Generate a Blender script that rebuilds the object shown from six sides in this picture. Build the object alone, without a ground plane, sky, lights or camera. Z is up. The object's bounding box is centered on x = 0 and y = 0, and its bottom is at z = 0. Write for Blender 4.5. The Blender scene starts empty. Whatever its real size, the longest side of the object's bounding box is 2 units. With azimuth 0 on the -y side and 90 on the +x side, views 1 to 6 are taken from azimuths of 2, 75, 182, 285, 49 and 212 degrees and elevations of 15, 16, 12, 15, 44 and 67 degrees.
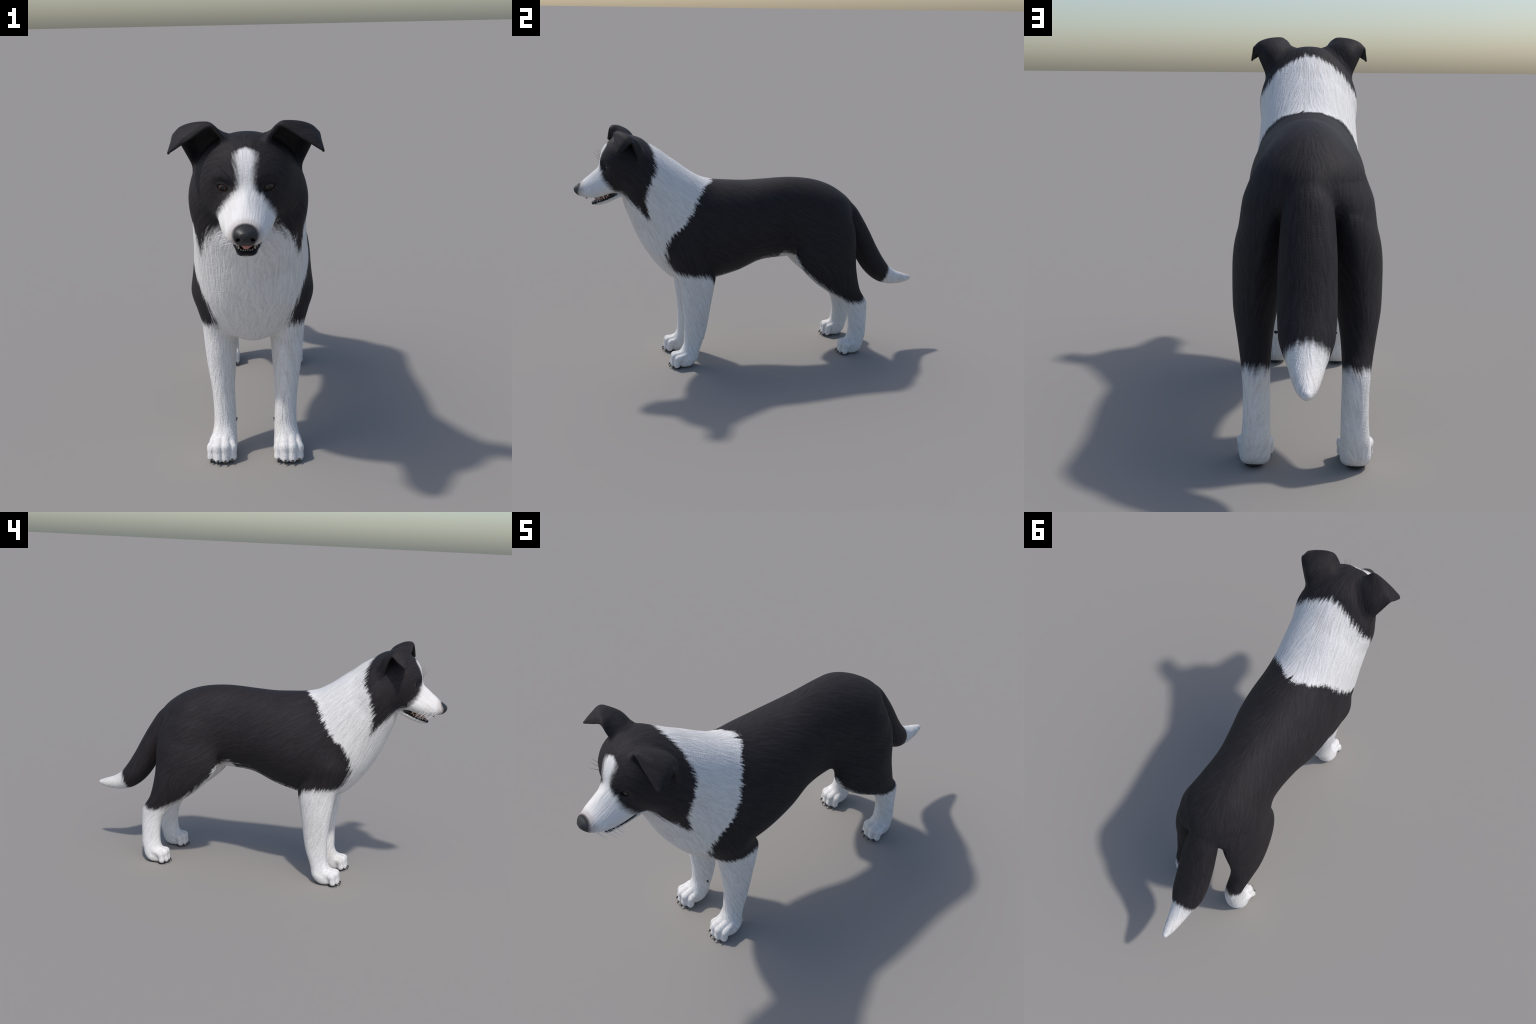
"""A standing black-and-white herding dog, modelled as a smooth implicit body
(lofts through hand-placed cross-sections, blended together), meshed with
surface nets, then split into anatomical parts.  Frame: metres, -y is forward."""
import bpy, math, random
import numpy as np
from mathutils import Vector
from mathutils.bvhtree import BVHTree

random.seed(7)
rng = np.random.default_rng(7)

# ------------------------------------------------------------------ helpers
def spline(t_keys, vals, t):
    """Smooth (monotone cubic) interpolation of rows of vals over t_keys."""
    t_keys = np.asarray(t_keys, float)
    vals = np.asarray(vals, float)
    if vals.ndim == 1:
        vals = vals[:, None]
    h = np.diff(t_keys)[:, None]
    d = np.diff(vals, axis=0) / h
    m = np.zeros_like(vals)
    m[0], m[-1] = d[0], d[-1]
    same = d[:-1] * d[1:] > 0
    w1, w2 = 2 * h[1:] + h[:-1], h[1:] + 2 * h[:-1]
    with np.errstate(divide="ignore", invalid="ignore"):
        hm = (w1 + w2) / (w1 / d[:-1] + w2 / d[1:])
    av = (d[:-1] * h[1:] + d[1:] * h[:-1]) / (h[1:] + h[:-1])
    m[1:-1] = np.where(same, 0.5 * hm + 0.5 * av, 0.35 * av)
    i = np.clip(np.searchsorted(t_keys, t) - 1, 0, len(t_keys) - 2)
    s = ((t - t_keys[i]) / (t_keys[i + 1] - t_keys[i]))[:, None]
    hh = h[i]
    return ((2 * s**3 - 3 * s**2 + 1) * vals[i] + (s**3 - 2 * s**2 + s) * hh * m[i]
            + (-2 * s**3 + 3 * s**2) * vals[i + 1] + (s**3 - s**2) * hh * m[i + 1])


def blur(tab, n):
    """Light smoothing of a dense table, ends held."""
    for _ in range(n):
        tab[1:-1] = 0.25 * tab[:-2] + 0.5 * tab[1:-1] + 0.25 * tab[2:]
    return tab


def smin(a, b, k):
    out = np.minimum(a, b)
    m = np.abs(a - b) < k
    if m.any():
        k = k[m] if isinstance(k, np.ndarray) else k
        h = 0.5 - 0.5 * np.abs(a[m] - b[m]) / k
        out[m] -= k * h * (1 - h)
        out[m] += h * np.abs(a[m] - b[m])
    return out


def smax(a, b, k):
    return -smin(-a, -b, k)


def radial(x, h, hx, hh, n):
    """Distance-like value of a superellipse, measured along the ray from its centre."""
    rho = ((np.abs(x) / hx) ** n + (np.abs(h) / hh) ** n) ** (1 / n) + 1e-6
    return (rho - 1) * np.sqrt(x * x + h * h + 1e-10) / rho


FAR = 0.25
BOX = np.array([[-9.0] * 3, [9.0] * 3])


class Prim:
    """An implicit solid evaluated only near its box."""
    def __init__(self, lo, hi):
        self.lo, self.hi = np.array(lo, float), np.array(hi, float)

    def __call__(self, p, margin=0.12):
        out = np.full(len(p), FAR)
        lo, hi = self.lo - margin, self.hi + margin
        if np.any(BOX[1][1:] < lo[1:]) or np.any(BOX[0][1:] > hi[1:]):
            return out
        m = (p[:, 1] > lo[1]) & (p[:, 1] < hi[1]) & (p[:, 2] > lo[2]) & (p[:, 2] < hi[2]) & (p[:, 0] > lo[0]) & (p[:, 0] < hi[0])
        if m.any():
            out[m] = np.minimum(self.f(p[m]), FAR)
        return out


class Ribs(Prim):
    """Loft through cross-sections that each run from a top to a bottom point in the
    mid plane.  rows: top_y, top_z, bottom_y, bottom_z, half width,
    place of the widest point (0 top, 1 bottom), exponent above, exponent below."""
    def __init__(self, rows, smooth=6):
        rows = np.array(rows, float)
        if rows[-1, 2] < rows[0, 2]:          # always run from front to back
            rows = rows[::-1].copy()
        n = 240
        key = np.linspace(0, 1, len(rows))
        mid = 0.5 * (rows[:, :2] + rows[:, 2:4])
        key = np.concatenate([[0], np.cumsum(np.linalg.norm(np.diff(mid, axis=0), axis=1) + 0.01)])
        key /= key[-1]
        self.tab = blur(spline(key, rows, np.linspace(0, 1, n)), smooth)
        self.key = np.linspace(0, 1, n)
        t = self.tab
        w = t[:, 4].max()
        ys = np.concatenate([t[:, 0], t[:, 2]])
        zs = np.concatenate([t[:, 1], t[:, 3]])
        super().__init__((-w, ys.min(), zs.min()), (w, ys.max(), zs.max()))
        # lookup: which section a (y, z) point belongs to
        self.step = 0.004
        self.o = np.array([ys.min() - 0.2, zs.min() - 0.2])
        gy = np.arange(self.o[0], ys.max() + 0.2, self.step)
        gz = np.arange(self.o[1], zs.max() + 0.2, self.step)
        Y, Z = np.meshgrid(gy, gz, indexing="ij")
        lo, hi = np.zeros(Y.shape), np.ones(Y.shape)
        for _ in range(16):
            m = 0.5 * (lo + hi)
            g = self._side(m, Y, Z)
            lo = np.where(g > 0, m, lo)
            hi = np.where(g > 0, hi, m)
        self.grid = 0.5 * (lo + hi)

    def _col(self, t, i):
        return np.interp(t, self.key, self.tab[:, i])

    def _side(self, t, y, z):
        ty, tz, by, bz = (self._col(t, i) for i in range(4))
        return (by - ty) * (z - tz) - (bz - tz) * (y - ty)

    def param(self, p):
        u = (p[:, 1] - self.o[0]) / self.step
        v = (p[:, 2] - self.o[1]) / self.step
        i = np.clip(u.astype(int), 0, self.grid.shape[0] - 2)
        j = np.clip(v.astype(int), 0, self.grid.shape[1] - 2)
        a, b = np.clip(u - i, 0, 1), np.clip(v - j, 0, 1)
        g = self.grid
        return (g[i, j] * (1 - a) * (1 - b) + g[i + 1, j] * a * (1 - b)
                + g[i, j + 1] * (1 - a) * b + g[i + 1, j + 1] * a * b)

    def f(self, p):
        t = self.param(p)
        ty, tz, by, bz, w, fc, nu, nd = (self._col(t, i) for i in range(8))
        ey, ez = by - ty, bz - tz
        L = np.sqrt(ey * ey + ez * ez) + 1e-6
        ey, ez = ey / L, ez / L
        qy, qz = p[:, 1] - ty, p[:, 2] - tz
        h = qy * ey + qz * ez - fc * L
        off = np.abs(ey * qz - ez * qy)
        hh = np.where(h < 0, fc, 1 - fc) * L
        d = radial(p[:, 0], h, w, hh, np.where(h < 0, nu, nd))
        end = ((t < 0.002) | (t > 0.998)) & (off > 0.001)
        return np.where(end, np.sqrt(np.maximum(d, 0) ** 2 + off**2), d)


class Column(Prim):
    """Limb loft through horizontal sections.  rows: z, front y, back y, inner x,
    outer x, exponent.  Mirrored (works on |x|)."""
    def __init__(self, rows, smooth=4, widest=0.5):
        self.widest = widest                  # 0 widest at the front edge, 1 at the back
        rows = np.array(sorted(rows), float)
        n = 200
        z = np.linspace(rows[0, 0], rows[-1, 0], n)
        self.z = z
        self.tab = blur(spline(rows[:, 0], rows[:, 1:], z), smooth)
        t = self.tab
        super().__init__((-9, t[:, 0].min(), z[0]), (9, t[:, 1].max(), z[-1]))

    def f(self, p):
        c = [np.interp(p[:, 2], self.z, self.tab[:, i]) for i in range(5)]
        x = np.abs(p[:, 0]) - 0.5 * (c[2] + c[3])
        w = self.widest
        y = p[:, 1] - (c[0] * (1 - w) + c[1] * w)
        d = radial(x, y, 0.5 * (c[3] - c[2]), np.where(y < 0, w, 1 - w) * (c[1] - c[0]), c[4])
        over = np.maximum(np.maximum(p[:, 2] - self.z[-1], self.z[0] - p[:, 2]), 0)
        slab = np.maximum(p[:, 2] - self.z[-1], self.z[0] - p[:, 2])
        return np.where(over > 0, np.sqrt(np.maximum(d, 0) ** 2 + over**2), smax(d, slab, 0.02))


class Blob(Prim):
    """Superellipsoid, optionally mirrored, optionally turned about the x axis."""
    def __init__(self, c, r, n=2.0, tilt=0.0):
        self.c, self.r, self.n = np.array(c, float), np.array(r, float), n
        self.ct, self.st = math.cos(tilt), math.sin(tilt)
        m = max(r[1:])
        super().__init__((-9, c[1] - m, c[2] - m), (9, c[1] + m, c[2] + m))

    def f(self, p):
        x = (np.abs(p[:, 0]) if self.c[0] > 0 else p[:, 0]) - self.c[0]
        y, z = p[:, 1] - self.c[1], p[:, 2] - self.c[2]
        y, z = self.ct * y + self.st * z, -self.st * y + self.ct * z
        n = self.n
        rho = ((np.abs(x) / self.r[0]) ** n + (np.abs(y) / self.r[1]) ** n + (np.abs(z) / self.r[2]) ** n) ** (1 / n) + 1e-6
        return (rho - 1) * np.sqrt(x * x + y * y + z * z + 1e-10) / rho


class Capsule(Prim):
    """Tapered rod between two points (mirrored)."""
    def __init__(self, a, b, ra, rb):
        self.a, self.b, self.ra, self.rb = np.array(a, float), np.array(b, float), ra, rb
        r = max(ra, rb)
        super().__init__((-9, min(a[1], b[1]) - r, min(a[2], b[2]) - r), (9, max(a[1], b[1]) + r, max(a[2], b[2]) + r))

    def f(self, p):
        q = p - self.a
        q[:, 0] = np.abs(p[:, 0]) - self.a[0]
        e = self.b - self.a
        t = np.clip(q @ e / (e @ e), 0, 1)
        return np.linalg.norm(q - t[:, None] * e, axis=1) - (self.ra + (self.rb - self.ra) * t)


class Sweep(Prim):
    """Round tube along a mid-plane curve.  rows: y, z, radius."""
    def __init__(self, rows, n=110):
        rows = np.array(rows, float)
        key = np.concatenate([[0], np.cumsum(np.linalg.norm(np.diff(rows[:, :2], axis=0), axis=1))])
        self.tab = blur(spline(key, rows, np.linspace(0, key[-1], n)), 8)
        r = self.tab[:, 2]
        super().__init__((-r.max(), (self.tab[:, 0] - r).min(), (self.tab[:, 1] - r).min()),
                         (r.max(), (self.tab[:, 0] + r).max(), (self.tab[:, 1] + r).max()))

    def f(self, p):
        best = np.full(len(p), 9.0)
        for y, z, r in self.tab:
            best = np.minimum(best, np.sqrt((p[:, 0] / (1 + 0.22 * min(max((r - 0.054) / 0.012, 0), 1))) ** 2 + (p[:, 1] - y) ** 2 + (p[:, 2] - z) ** 2) - r)
        return best


class Sheet(Prim):
    """A thick curved sheet through a grid of control points (mirrored): the ear."""
    def __init__(self, ctrl, thick, n=36):
        c = np.array(ctrl, float)
        nr, nc = c.shape[:2]
        u = np.linspace(0, nr - 1, n)
        a = np.stack([spline(np.arange(nr), c[:, j], u) for j in range(nc)], 1)
        v = np.linspace(0, nc - 1, n)
        s = np.stack([spline(np.arange(nc), a[i], v) for i in range(n)], 0)
        for _ in range(1):
            s[1:-1] = 0.25 * s[:-2] + 0.5 * s[1:-1] + 0.25 * s[2:]
        self.pts = s.reshape(-1, 3)
        quads = [(i * n + j, i * n + j + 1, (i + 1) * n + j + 1, (i + 1) * n + j)
                 for i in range(n - 1) for j in range(n - 1)]
        self.bvh = BVHTree.FromPolygons([tuple(q) for q in self.pts], quads)
        row = np.repeat(np.linspace(0, 1, n), n)
        self.th = thick[0] + (thick[1] - thick[0]) * row
        self.quads = np.array(quads)
        super().__init__(self.pts.min(0) - 0.01, self.pts.max(0) + 0.01)

    def __call__(self, p, margin=0.035):
        q = p.copy()
        q[:, 0] = np.abs(q[:, 0])
        return super().__call__(q, margin)

    def f(self, p):
        out = np.empty(len(p))
        near = self.bvh.find_nearest
        th = self.th[self.quads[:, 0]]
        for i, q in enumerate(p):
            _, _, k, d = near(q)
            out[i] = d - th[k]
        return out


# ------------------------------------------------------------------ the animal
torso = Ribs([
    (-0.640, 1.246, -0.745, 0.997, 0.150, 0.58, 1.8, 1.8),
    (-0.590, 1.250, -0.740, 0.947, 0.178, 0.58, 1.8, 1.8),
    (-0.480, 1.184, -0.705, 0.842, 0.196, 0.56, 2.1, 1.85),
    (-0.370, 1.104, -0.654, 0.718, 0.203, 0.55, 2.2, 1.95),
    (-0.300, 1.066, -0.573, 0.590, 0.212, 0.56, 2.1, 2.1),
    (-0.235, 1.051, -0.467, 0.491, 0.222, 0.54, 2.0, 1.85),
    (-0.150, 1.043, -0.300, 0.475, 0.225, 0.51, 2.0, 1.8),
    (-0.050, 1.037, -0.120, 0.509, 0.213, 0.49, 2.0, 1.8),
    (0.050, 1.040, 0.040, 0.569, 0.186, 0.48, 2.0, 1.8),
    (0.190, 1.045, 0.190, 0.579, 0.168, 0.48, 2.0, 1.9),
    (0.320, 1.033, 0.320, 0.585, 0.180, 0.48, 2.0, 2.0),
    (0.420, 1.006, 0.410, 0.610, 0.192, 0.48, 2.0, 2.0),
    (0.510, 0.957, 0.480, 0.650, 0.156, 0.50, 2.0, 2.0),
    (0.575, 0.895, 0.520, 0.710, 0.095, 0.50, 2.0, 2.0),
    (0.592, 0.840, 0.550, 0.770, 0.045, 0.50, 2.0, 2.0),
], smooth=10)

foreleg = Column([
    (0.760, -0.470, -0.300, 0.090, 0.205, 2.1),
    (0.680, -0.500, -0.320, 0.070, 0.229, 2.0),
    (0.600, -0.490, -0.290, 0.060, 0.212, 2.0),
    (0.545, -0.470, -0.262, 0.060, 0.200, 2.1),
    (0.520, -0.463, -0.252, 0.060, 0.197, 2.1),
    (0.490, -0.456, -0.256, 0.062, 0.195, 2.1),
    (0.430, -0.449, -0.267, 0.067, 0.190, 2.1),
    (0.370, -0.442, -0.279, 0.071, 0.184, 2.1),
    (0.250, -0.432, -0.299, 0.079, 0.168, 2.2),
    (0.170, -0.434, -0.317, 0.077, 0.163, 2.2),
    (0.125, -0.438, -0.334, 0.075, 0.163, 2.2),
    (0.080, -0.462, -0.350, 0.074, 0.171, 2.2),
    (0.045, -0.480, -0.359, 0.072, 0.184, 2.2),
    (0.003, -0.478, -0.392, 0.082, 0.176, 2.2),
])
hindleg = Column([
    (0.880, 0.340, 0.480, 0.050, 0.100, 1.9),
    (0.840, 0.290, 0.525, 0.045, 0.152, 1.9),
    (0.800, 0.265, 0.558, 0.045, 0.184, 1.8),
    (0.740, 0.240, 0.574, 0.048, 0.213, 1.75),
    (0.660, 0.222, 0.578, 0.056, 0.232, 1.7),
    (0.600, 0.216, 0.577, 0.064, 0.236, 1.7),
    (0.540, 0.246, 0.578, 0.074, 0.235, 1.75),
    (0.480, 0.297, 0.584, 0.090, 0.231, 1.8),
    (0.430, 0.353, 0.594, 0.100, 0.221, 1.9),
    (0.380, 0.420, 0.610, 0.106, 0.210, 1.95),
    (0.345, 0.466, 0.631, 0.108, 0.202, 2.1),
    (0.312, 0.500, 0.650, 0.109, 0.196, 2.2),
    (0.240, 0.538, 0.654, 0.108, 0.191, 2.2),
    (0.160, 0.546, 0.652, 0.107, 0.192, 2.2),
    (0.110, 0.540, 0.649, 0.107, 0.197, 2.2),
    (0.070, 0.524, 0.637, 0.107, 0.202, 2.3),
    (0.035, 0.510, 0.626, 0.107, 0.205, 2.3),
    (0.003, 0.512, 0.600, 0.115, 0.198, 2.3),
], widest=0.6)


def toes(cx, y_back, y_tip):
    """Four toes side by side; the middle two reach further forward."""
    s = []
    for dx, dy, r in ((-0.0385, 0.014, 0.0180), (-0.0135, 0.0, 0.0190), (0.0135, 0.0, 0.0190), (0.0385, 0.014, 0.0180)):
        a = (cx + dx * 0.80, y_back, 0.075 if dy == 0 else 0.066)
        k = (cx + dx * 0.98, y_tip + dy + 0.028, 0.063 if dy == 0 else 0.055)
        b = (cx + dx * 1.02, y_tip + dy + 0.019, 0.021)
        s.append((Capsule(a, k, r, r), Capsule(k, b, r, 0.018)))
    return s


fore_toes = toes(0.130, -0.435, -0.519)
hind_toes = toes(0.158, 0.560, 0.480)

tail = Sweep([
    (0.440, 0.880, 0.020), (0.500, 0.872, 0.042), (0.556, 0.832, 0.060), (0.603, 0.755, 0.067), (0.655, 0.655, 0.071),
    (0.700, 0.568, 0.071), (0.752, 0.488, 0.068), (0.815, 0.427, 0.056), (0.885, 0.398, 0.041),
    (0.945, 0.389, 0.028), (0.984, 0.387, 0.014),
])

cranium = Blob((0, -0.710, 1.157), (0.160, 0.148, 0.151), 2.15)
cheek = Blob((0.096, -0.632, 1.082), (0.106, 0.108, 0.150), 1.88, 0.2)
muzzle = Ribs([
    (-0.780, 1.180, -0.735, 1.005, 0.102, 0.62, 1.8, 2.3),
    (-0.858, 1.139, -0.800, 1.000, 0.093, 0.64, 1.6, 2.4),
    (-0.888, 1.123, -0.850, 0.986, 0.084, 0.64, 1.5, 2.5),
    (-0.916, 1.100, -0.895, 0.979, 0.074, 0.62, 1.6, 2.5),
    (-0.946, 1.076, -0.935, 0.981, 0.061, 0.60, 1.85, 2.5),
    (-0.968, 1.055, -0.962, 0.988, 0.049, 0.55, 2.0, 2.4),
    (-0.984, 1.041, -0.982, 0.999, 0.036, 0.50, 2.2, 2.2),
    (-0.995, 1.032, -0.995, 1.018, 0.014, 0.50, 2.0, 2.0),
], smooth=5)
nose_pad = Blob((0, -0.9660, 1.0255), (0.0375, 0.0340, 0.0262), 2.4, 0.35)
jaw = Ribs([
    (-0.745, 1.006, -0.735, 0.990, 0.074, 0.5, 2.2, 2.1),
    (-0.798, 0.997, -0.788, 0.963, 0.063, 0.4, 2.4, 2.1),
    (-0.840, 0.979, -0.832, 0.944, 0.049, 0.4, 2.3, 2.1),
    (-0.880, 0.963, -0.870, 0.935, 0.0365, 0.42, 2.2, 2.1),
    (-0.899, 0.955, -0.895, 0.935, 0.031, 0.45, 2.4, 2.1),
    (-0.909, 0.949, -0.907, 0.940, 0.023, 0.5, 2.0, 2.0),
], smooth=4)
mouth_floor = Ribs([
    (-0.770, 1.020, -0.770, 0.990, 0.050, 0.5, 2.0, 2.0),
    (-0.800, 1.015, -0.800, 0.974, 0.046, 0.5, 2.5, 2.2),
    (-0.845, 1.000, -0.845, 0.964, 0.034, 0.5, 2.5, 2.2),
    (-0.880, 0.990, -0.880, 0.951, 0.0285, 0.5, 2.5, 2.2),
    (-0.899, 0.980, -0.894, 0.947, 0.019, 0.5, 2.2, 2.0),
], smooth=3)
ear = Sheet([
    [(0.060, -0.766, 1.272), (0.070, -0.720, 1.298), (0.105, -0.672, 1.275), (0.145, -0.645, 1.235), (0.170, -0.662, 1.180)],
    [(0.081, -0.778, 1.306), (0.104, -0.738, 1.322), (0.145, -0.690, 1.312), (0.180, -0.668, 1.280), (0.198, -0.680, 1.240)],
    [(0.112, -0.783, 1.336), (0.128, -0.771, 1.343), (0.168, -0.749, 1.339), (0.207, -0.723, 1.325), (0.231, -0.711, 1.303)],
    [(0.175, -0.787, 1.300), (0.187, -0.782, 1.306), (0.208, -0.769, 1.304), (0.228, -0.756, 1.294), (0.2405, -0.746, 1.277)],
    [(0.239, -0.788, 1.259), (0.241, -0.788, 1.258), (0.243, -0.786, 1.257), (0.246, -0.784, 1.254), (0.248, -0.781, 1.251)],
], (0.0075, 0.0042))

EYE = np.array([0.0715, -0.8135, 1.1455])
EYE_R = 0.0205
eye_hollow = Blob((0.082, -0.858, 1.150), (0.034, 0.030, 0.022), 2.0)
eyelid = Blob((EYE[0], EYE[1], EYE[2]), (0.0238, 0.0238, 0.0215), 2.0)
brow = Capsule((0.042, -0.832, 1.170), (0.086, -0.804, 1.174), 0.017, 0.012)
nostril = Capsule((0.0190, -1.002, 1.014), (0.0245, -0.976, 1.011), 0.0060, 0.0050)


def eye_slit(p):
    """Almond opening between the lids, slanting up outwards."""
    x = np.abs(p[:, 0]) - 0.0745
    z = p[:, 2] - 1.1450 - 0.30 * x
    d = np.sqrt(x * x + (np.abs(z) + 0.0105) ** 2) - 0.0206
    d = np.maximum(d, p[:, 1] + 0.800)
    return np.maximum(d, -0.870 - p[:, 1])


def paw_group(p, toe_set):
    d = np.full(len(p), FAR)
    for a, b in toe_set:
        d = smin(d, smin(a(p), b(p), 0.012), 0.004)
    return d


def set_box(p):
    """Remember the box of the points now being evaluated, so far solids can be skipped."""
    for i in range(3):
        c = np.ascontiguousarray(p[:, i])
        BOX[0][i], BOX[1][i] = c.min(), c.max()


def body_parts(p):
    set_box(p)
    return {
        "torso": torso(p), "forelimb": foreleg(p), "hindlimb": hindleg(p), "tail": tail(p),
        "head": smin(cranium(p), cheek(p), 0.06), "muzzle": muzzle(p), "jaw": jaw(p), "ear": ear(p),
        "fore_toes": paw_group(p, fore_toes), "hind_toes": paw_group(p, hind_toes),
    }


def body(p):
    q = body_parts(p)
    head = smin(q["head"], q["muzzle"], 0.035)
    m = (p[:, 1] < -0.5) & (p[:, 2] > 0.85)
    if m.any():
        r, h = p[m], head[m]
        h = smin(h, brow(r), 0.03)
        h = smax(h, -eye_hollow(r), 0.025)
        h = smin(h, eyelid(r), 0.012)
        h = smax(h, -eye_slit(r), 0.003)
        h = smin(h, nose_pad(r), 0.014)
        h = smax(h, -nostril(r), 0.009)
        j = smax(q["jaw"][m], -mouth_floor(r), 0.005)
        back = np.clip((r[:, 1] + 0.80) / 0.05, 0, 1)
        h = smin(h, j, 0.004 + 0.03 * back)
        h = smin(h, q["ear"][m], 0.020)
        head[m] = h
    d = smin(q["torso"], head, 0.035)
    fl = smin(q["forelimb"], q["fore_toes"], 0.012)
    hl = smin(q["hindlimb"], q["hind_toes"], 0.012)
    elbow = np.clip((p[:, 1] + 0.38) / 0.09, 0, 1) * np.clip((0.66 - p[:, 2]) / 0.10, 0, 1)
    d = smin(d, fl, 0.032 - 0.022 * elbow)
    d = smin(d, hl, 0.040 + 0.050 * np.clip((p[:, 2] - 0.68) / 0.14, 0, 1))
    d = smin(d, q["tail"], 0.009 + 0.022 * np.clip((p[:, 2] - 0.76) / 0.10, 0, 1))
    return d


def ev(f, p, chunk=40000):
    """Evaluate f in chunks of neighbouring points, so that far solids are skipped."""
    order = np.lexsort((p[:, 1], np.floor(p[:, 2] / 0.35)))
    out = np.empty(len(p))
    for i in range(0, len(p), chunk):
        o = order[i:i + chunk]
        out[o] = f(p[o])
    return out


# ------------------------------------------------------------------ meshing
def axis(pieces):
    """Grid lines: (start, stop, step) pieces laid end to end."""
    return np.concatenate([np.arange(a, b - 1e-9, s) for a, b, s in pieces])


def mesh_body():
    X = np.arange(-0.0012, 0.275, 0.0024)
    Y = axis([(-1.03, -0.55, 0.0024), (-0.55, 1.03, 0.0040)])
    Z = axis([(-0.016, 0.11, 0.0026), (0.11, 0.92, 0.0038), (0.92, 1.38, 0.0024)])
    B = 8
    pad = lambda A: np.concatenate([A, A[-1] + (A[-1] - A[-2]) * np.arange(1, 1 + (-(len(A) - 1)) % B)])
    X, Y, Z = pad(X), pad(Y), pad(Z)
    nx, ny, nz = len(X), len(Y), len(Z)
    cx, cy, cz = (np.arange(0, n - 1, B) for n in (nx, ny, nz))
    mids = [0.5 * (A[c] + A[c + B]) for A, c in ((X, cx), (Y, cy), (Z, cz))]
    half = [0.5 * (A[c + B] - A[c]) for A, c in ((X, cx), (Y, cy), (Z, cz))]
    P = np.stack(np.meshgrid(*mids, indexing="ij"), -1).reshape(-1, 3)
    H = np.sqrt(sum(h**2 for h in np.meshgrid(*half, indexing="ij"))).reshape(-1)
    fc = ev(body, P)
    sh = (len(cx), len(cy), len(cz))
    near = (np.abs(fc) < H * 1.9 + 0.006).reshape(sh)
    F = np.where(fc.reshape(sh) < 0, -1.0, 1.0).astype(np.float32)
    F = np.repeat(np.repeat(np.repeat(F, B, 0), B, 1), B, 2)
    F = np.pad(F, ((0, 1), (0, 1), (0, 1)), mode="edge")
    need = np.zeros((nx, ny, nz), bool)
    for i, j, k in np.argwhere(near):
        need[cx[i]:cx[i] + B + 1, cy[j]:cy[j] + B + 1, cz[k]:cz[k] + B + 1] = True
    ii, jj, kk = np.nonzero(need)
    F[ii, jj, kk] = ev(body, np.stack([X[ii], Y[jj], Z[kk]], 1))
    # mirror to the other side: node 0 (x<0) is the twin of node 1
    F = np.concatenate([F[:0:-1], F[1:]], 0)
    X = np.concatenate([-X[:0:-1], X[1:]])
    S = F < 0
    cnt = np.zeros(tuple(n - 1 for n in S.shape), np.uint8)
    for a in (0, 1):
        for b in (0, 1):
            for c in (0, 1):
                cnt += S[a:S.shape[0] - 1 + a, b:S.shape[1] - 1 + b, c:S.shape[2] - 1 + c]
    I, J, K = np.nonzero((cnt > 0) & (cnt < 8))
    ids = np.full(cnt.shape, -1, np.int32)
    ids[I, J, K] = np.arange(len(I))
    acc, num = np.zeros((len(I), 3)), np.zeros(len(I))
    co = (X, Y, Z)
    base = (I, J, K)
    for ax in range(3):
        o1, o2 = [d for d in range(3) if d != ax]
        for a in (0, 1):
            for b in (0, 1):
                s = [base[0].copy(), base[1].copy(), base[2].copy()]
                s[o1] = s[o1] + a
                s[o2] = s[o2] + b
                e = [q.copy() for q in s]
                e[ax] = e[ax] + 1
                f0, f1 = F[tuple(s)], F[tuple(e)]
                m = (f0 < 0) != (f1 < 0)
                t = np.where(m, f0 / np.where(m, f0 - f1, 1), 0)
                pt = np.stack([co[d][s[d]] for d in range(3)], 1)
                pt[:, ax] += t * (co[ax][e[ax]] - co[ax][s[ax]])
                acc[m] += pt[m]
                num[m] += 1
    V = acc / num[:, None]
    quads = []
    for ax in range(3):
        o1, o2 = [d for d in range(3) if d != ax]
        sl0, sl1 = [slice(None)] * 3, [slice(None)] * 3
        sl0[ax], sl1[ax] = slice(0, -1), slice(1, None)
        a, b = S[tuple(sl0)], S[tuple(sl1)]
        e = np.array(np.nonzero(a != b))
        ok = (e[o1] > 0) & (e[o2] > 0) & (e[o1] < S.shape[o1] - 1) & (e[o2] < S.shape[o2] - 1)
        e = e[:, ok]
        flip = a[tuple(e)] != (ax == 1)
        q = []
        for u, v in ((0, 0), (1, 0), (1, 1), (0, 1)):
            c = e.copy()
            c[o1] -= 1 - u
            c[o2] -= 1 - v
            q.append(ids[tuple(c)])
        q = np.stack(q, 1)
        quads.append(np.where(flip[:, None], q, q[:, ::-1]))
    Q = np.concatenate(quads)
    # drop loose bits: keep it simple, none are expected
    for it in range(1):                       # relax, then pull back onto the surface
        nb, w = np.zeros_like(V), np.zeros(len(V))
        for k in range(4):
            np.add.at(nb, Q[:, k], V[Q[:, (k + 1) % 4]])
            np.add.at(w, Q[:, k], 1)
        V = 0.5 * V + 0.5 * nb / np.maximum(w, 1)[:, None]
        V = pull(V)
    return V, Q


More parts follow.
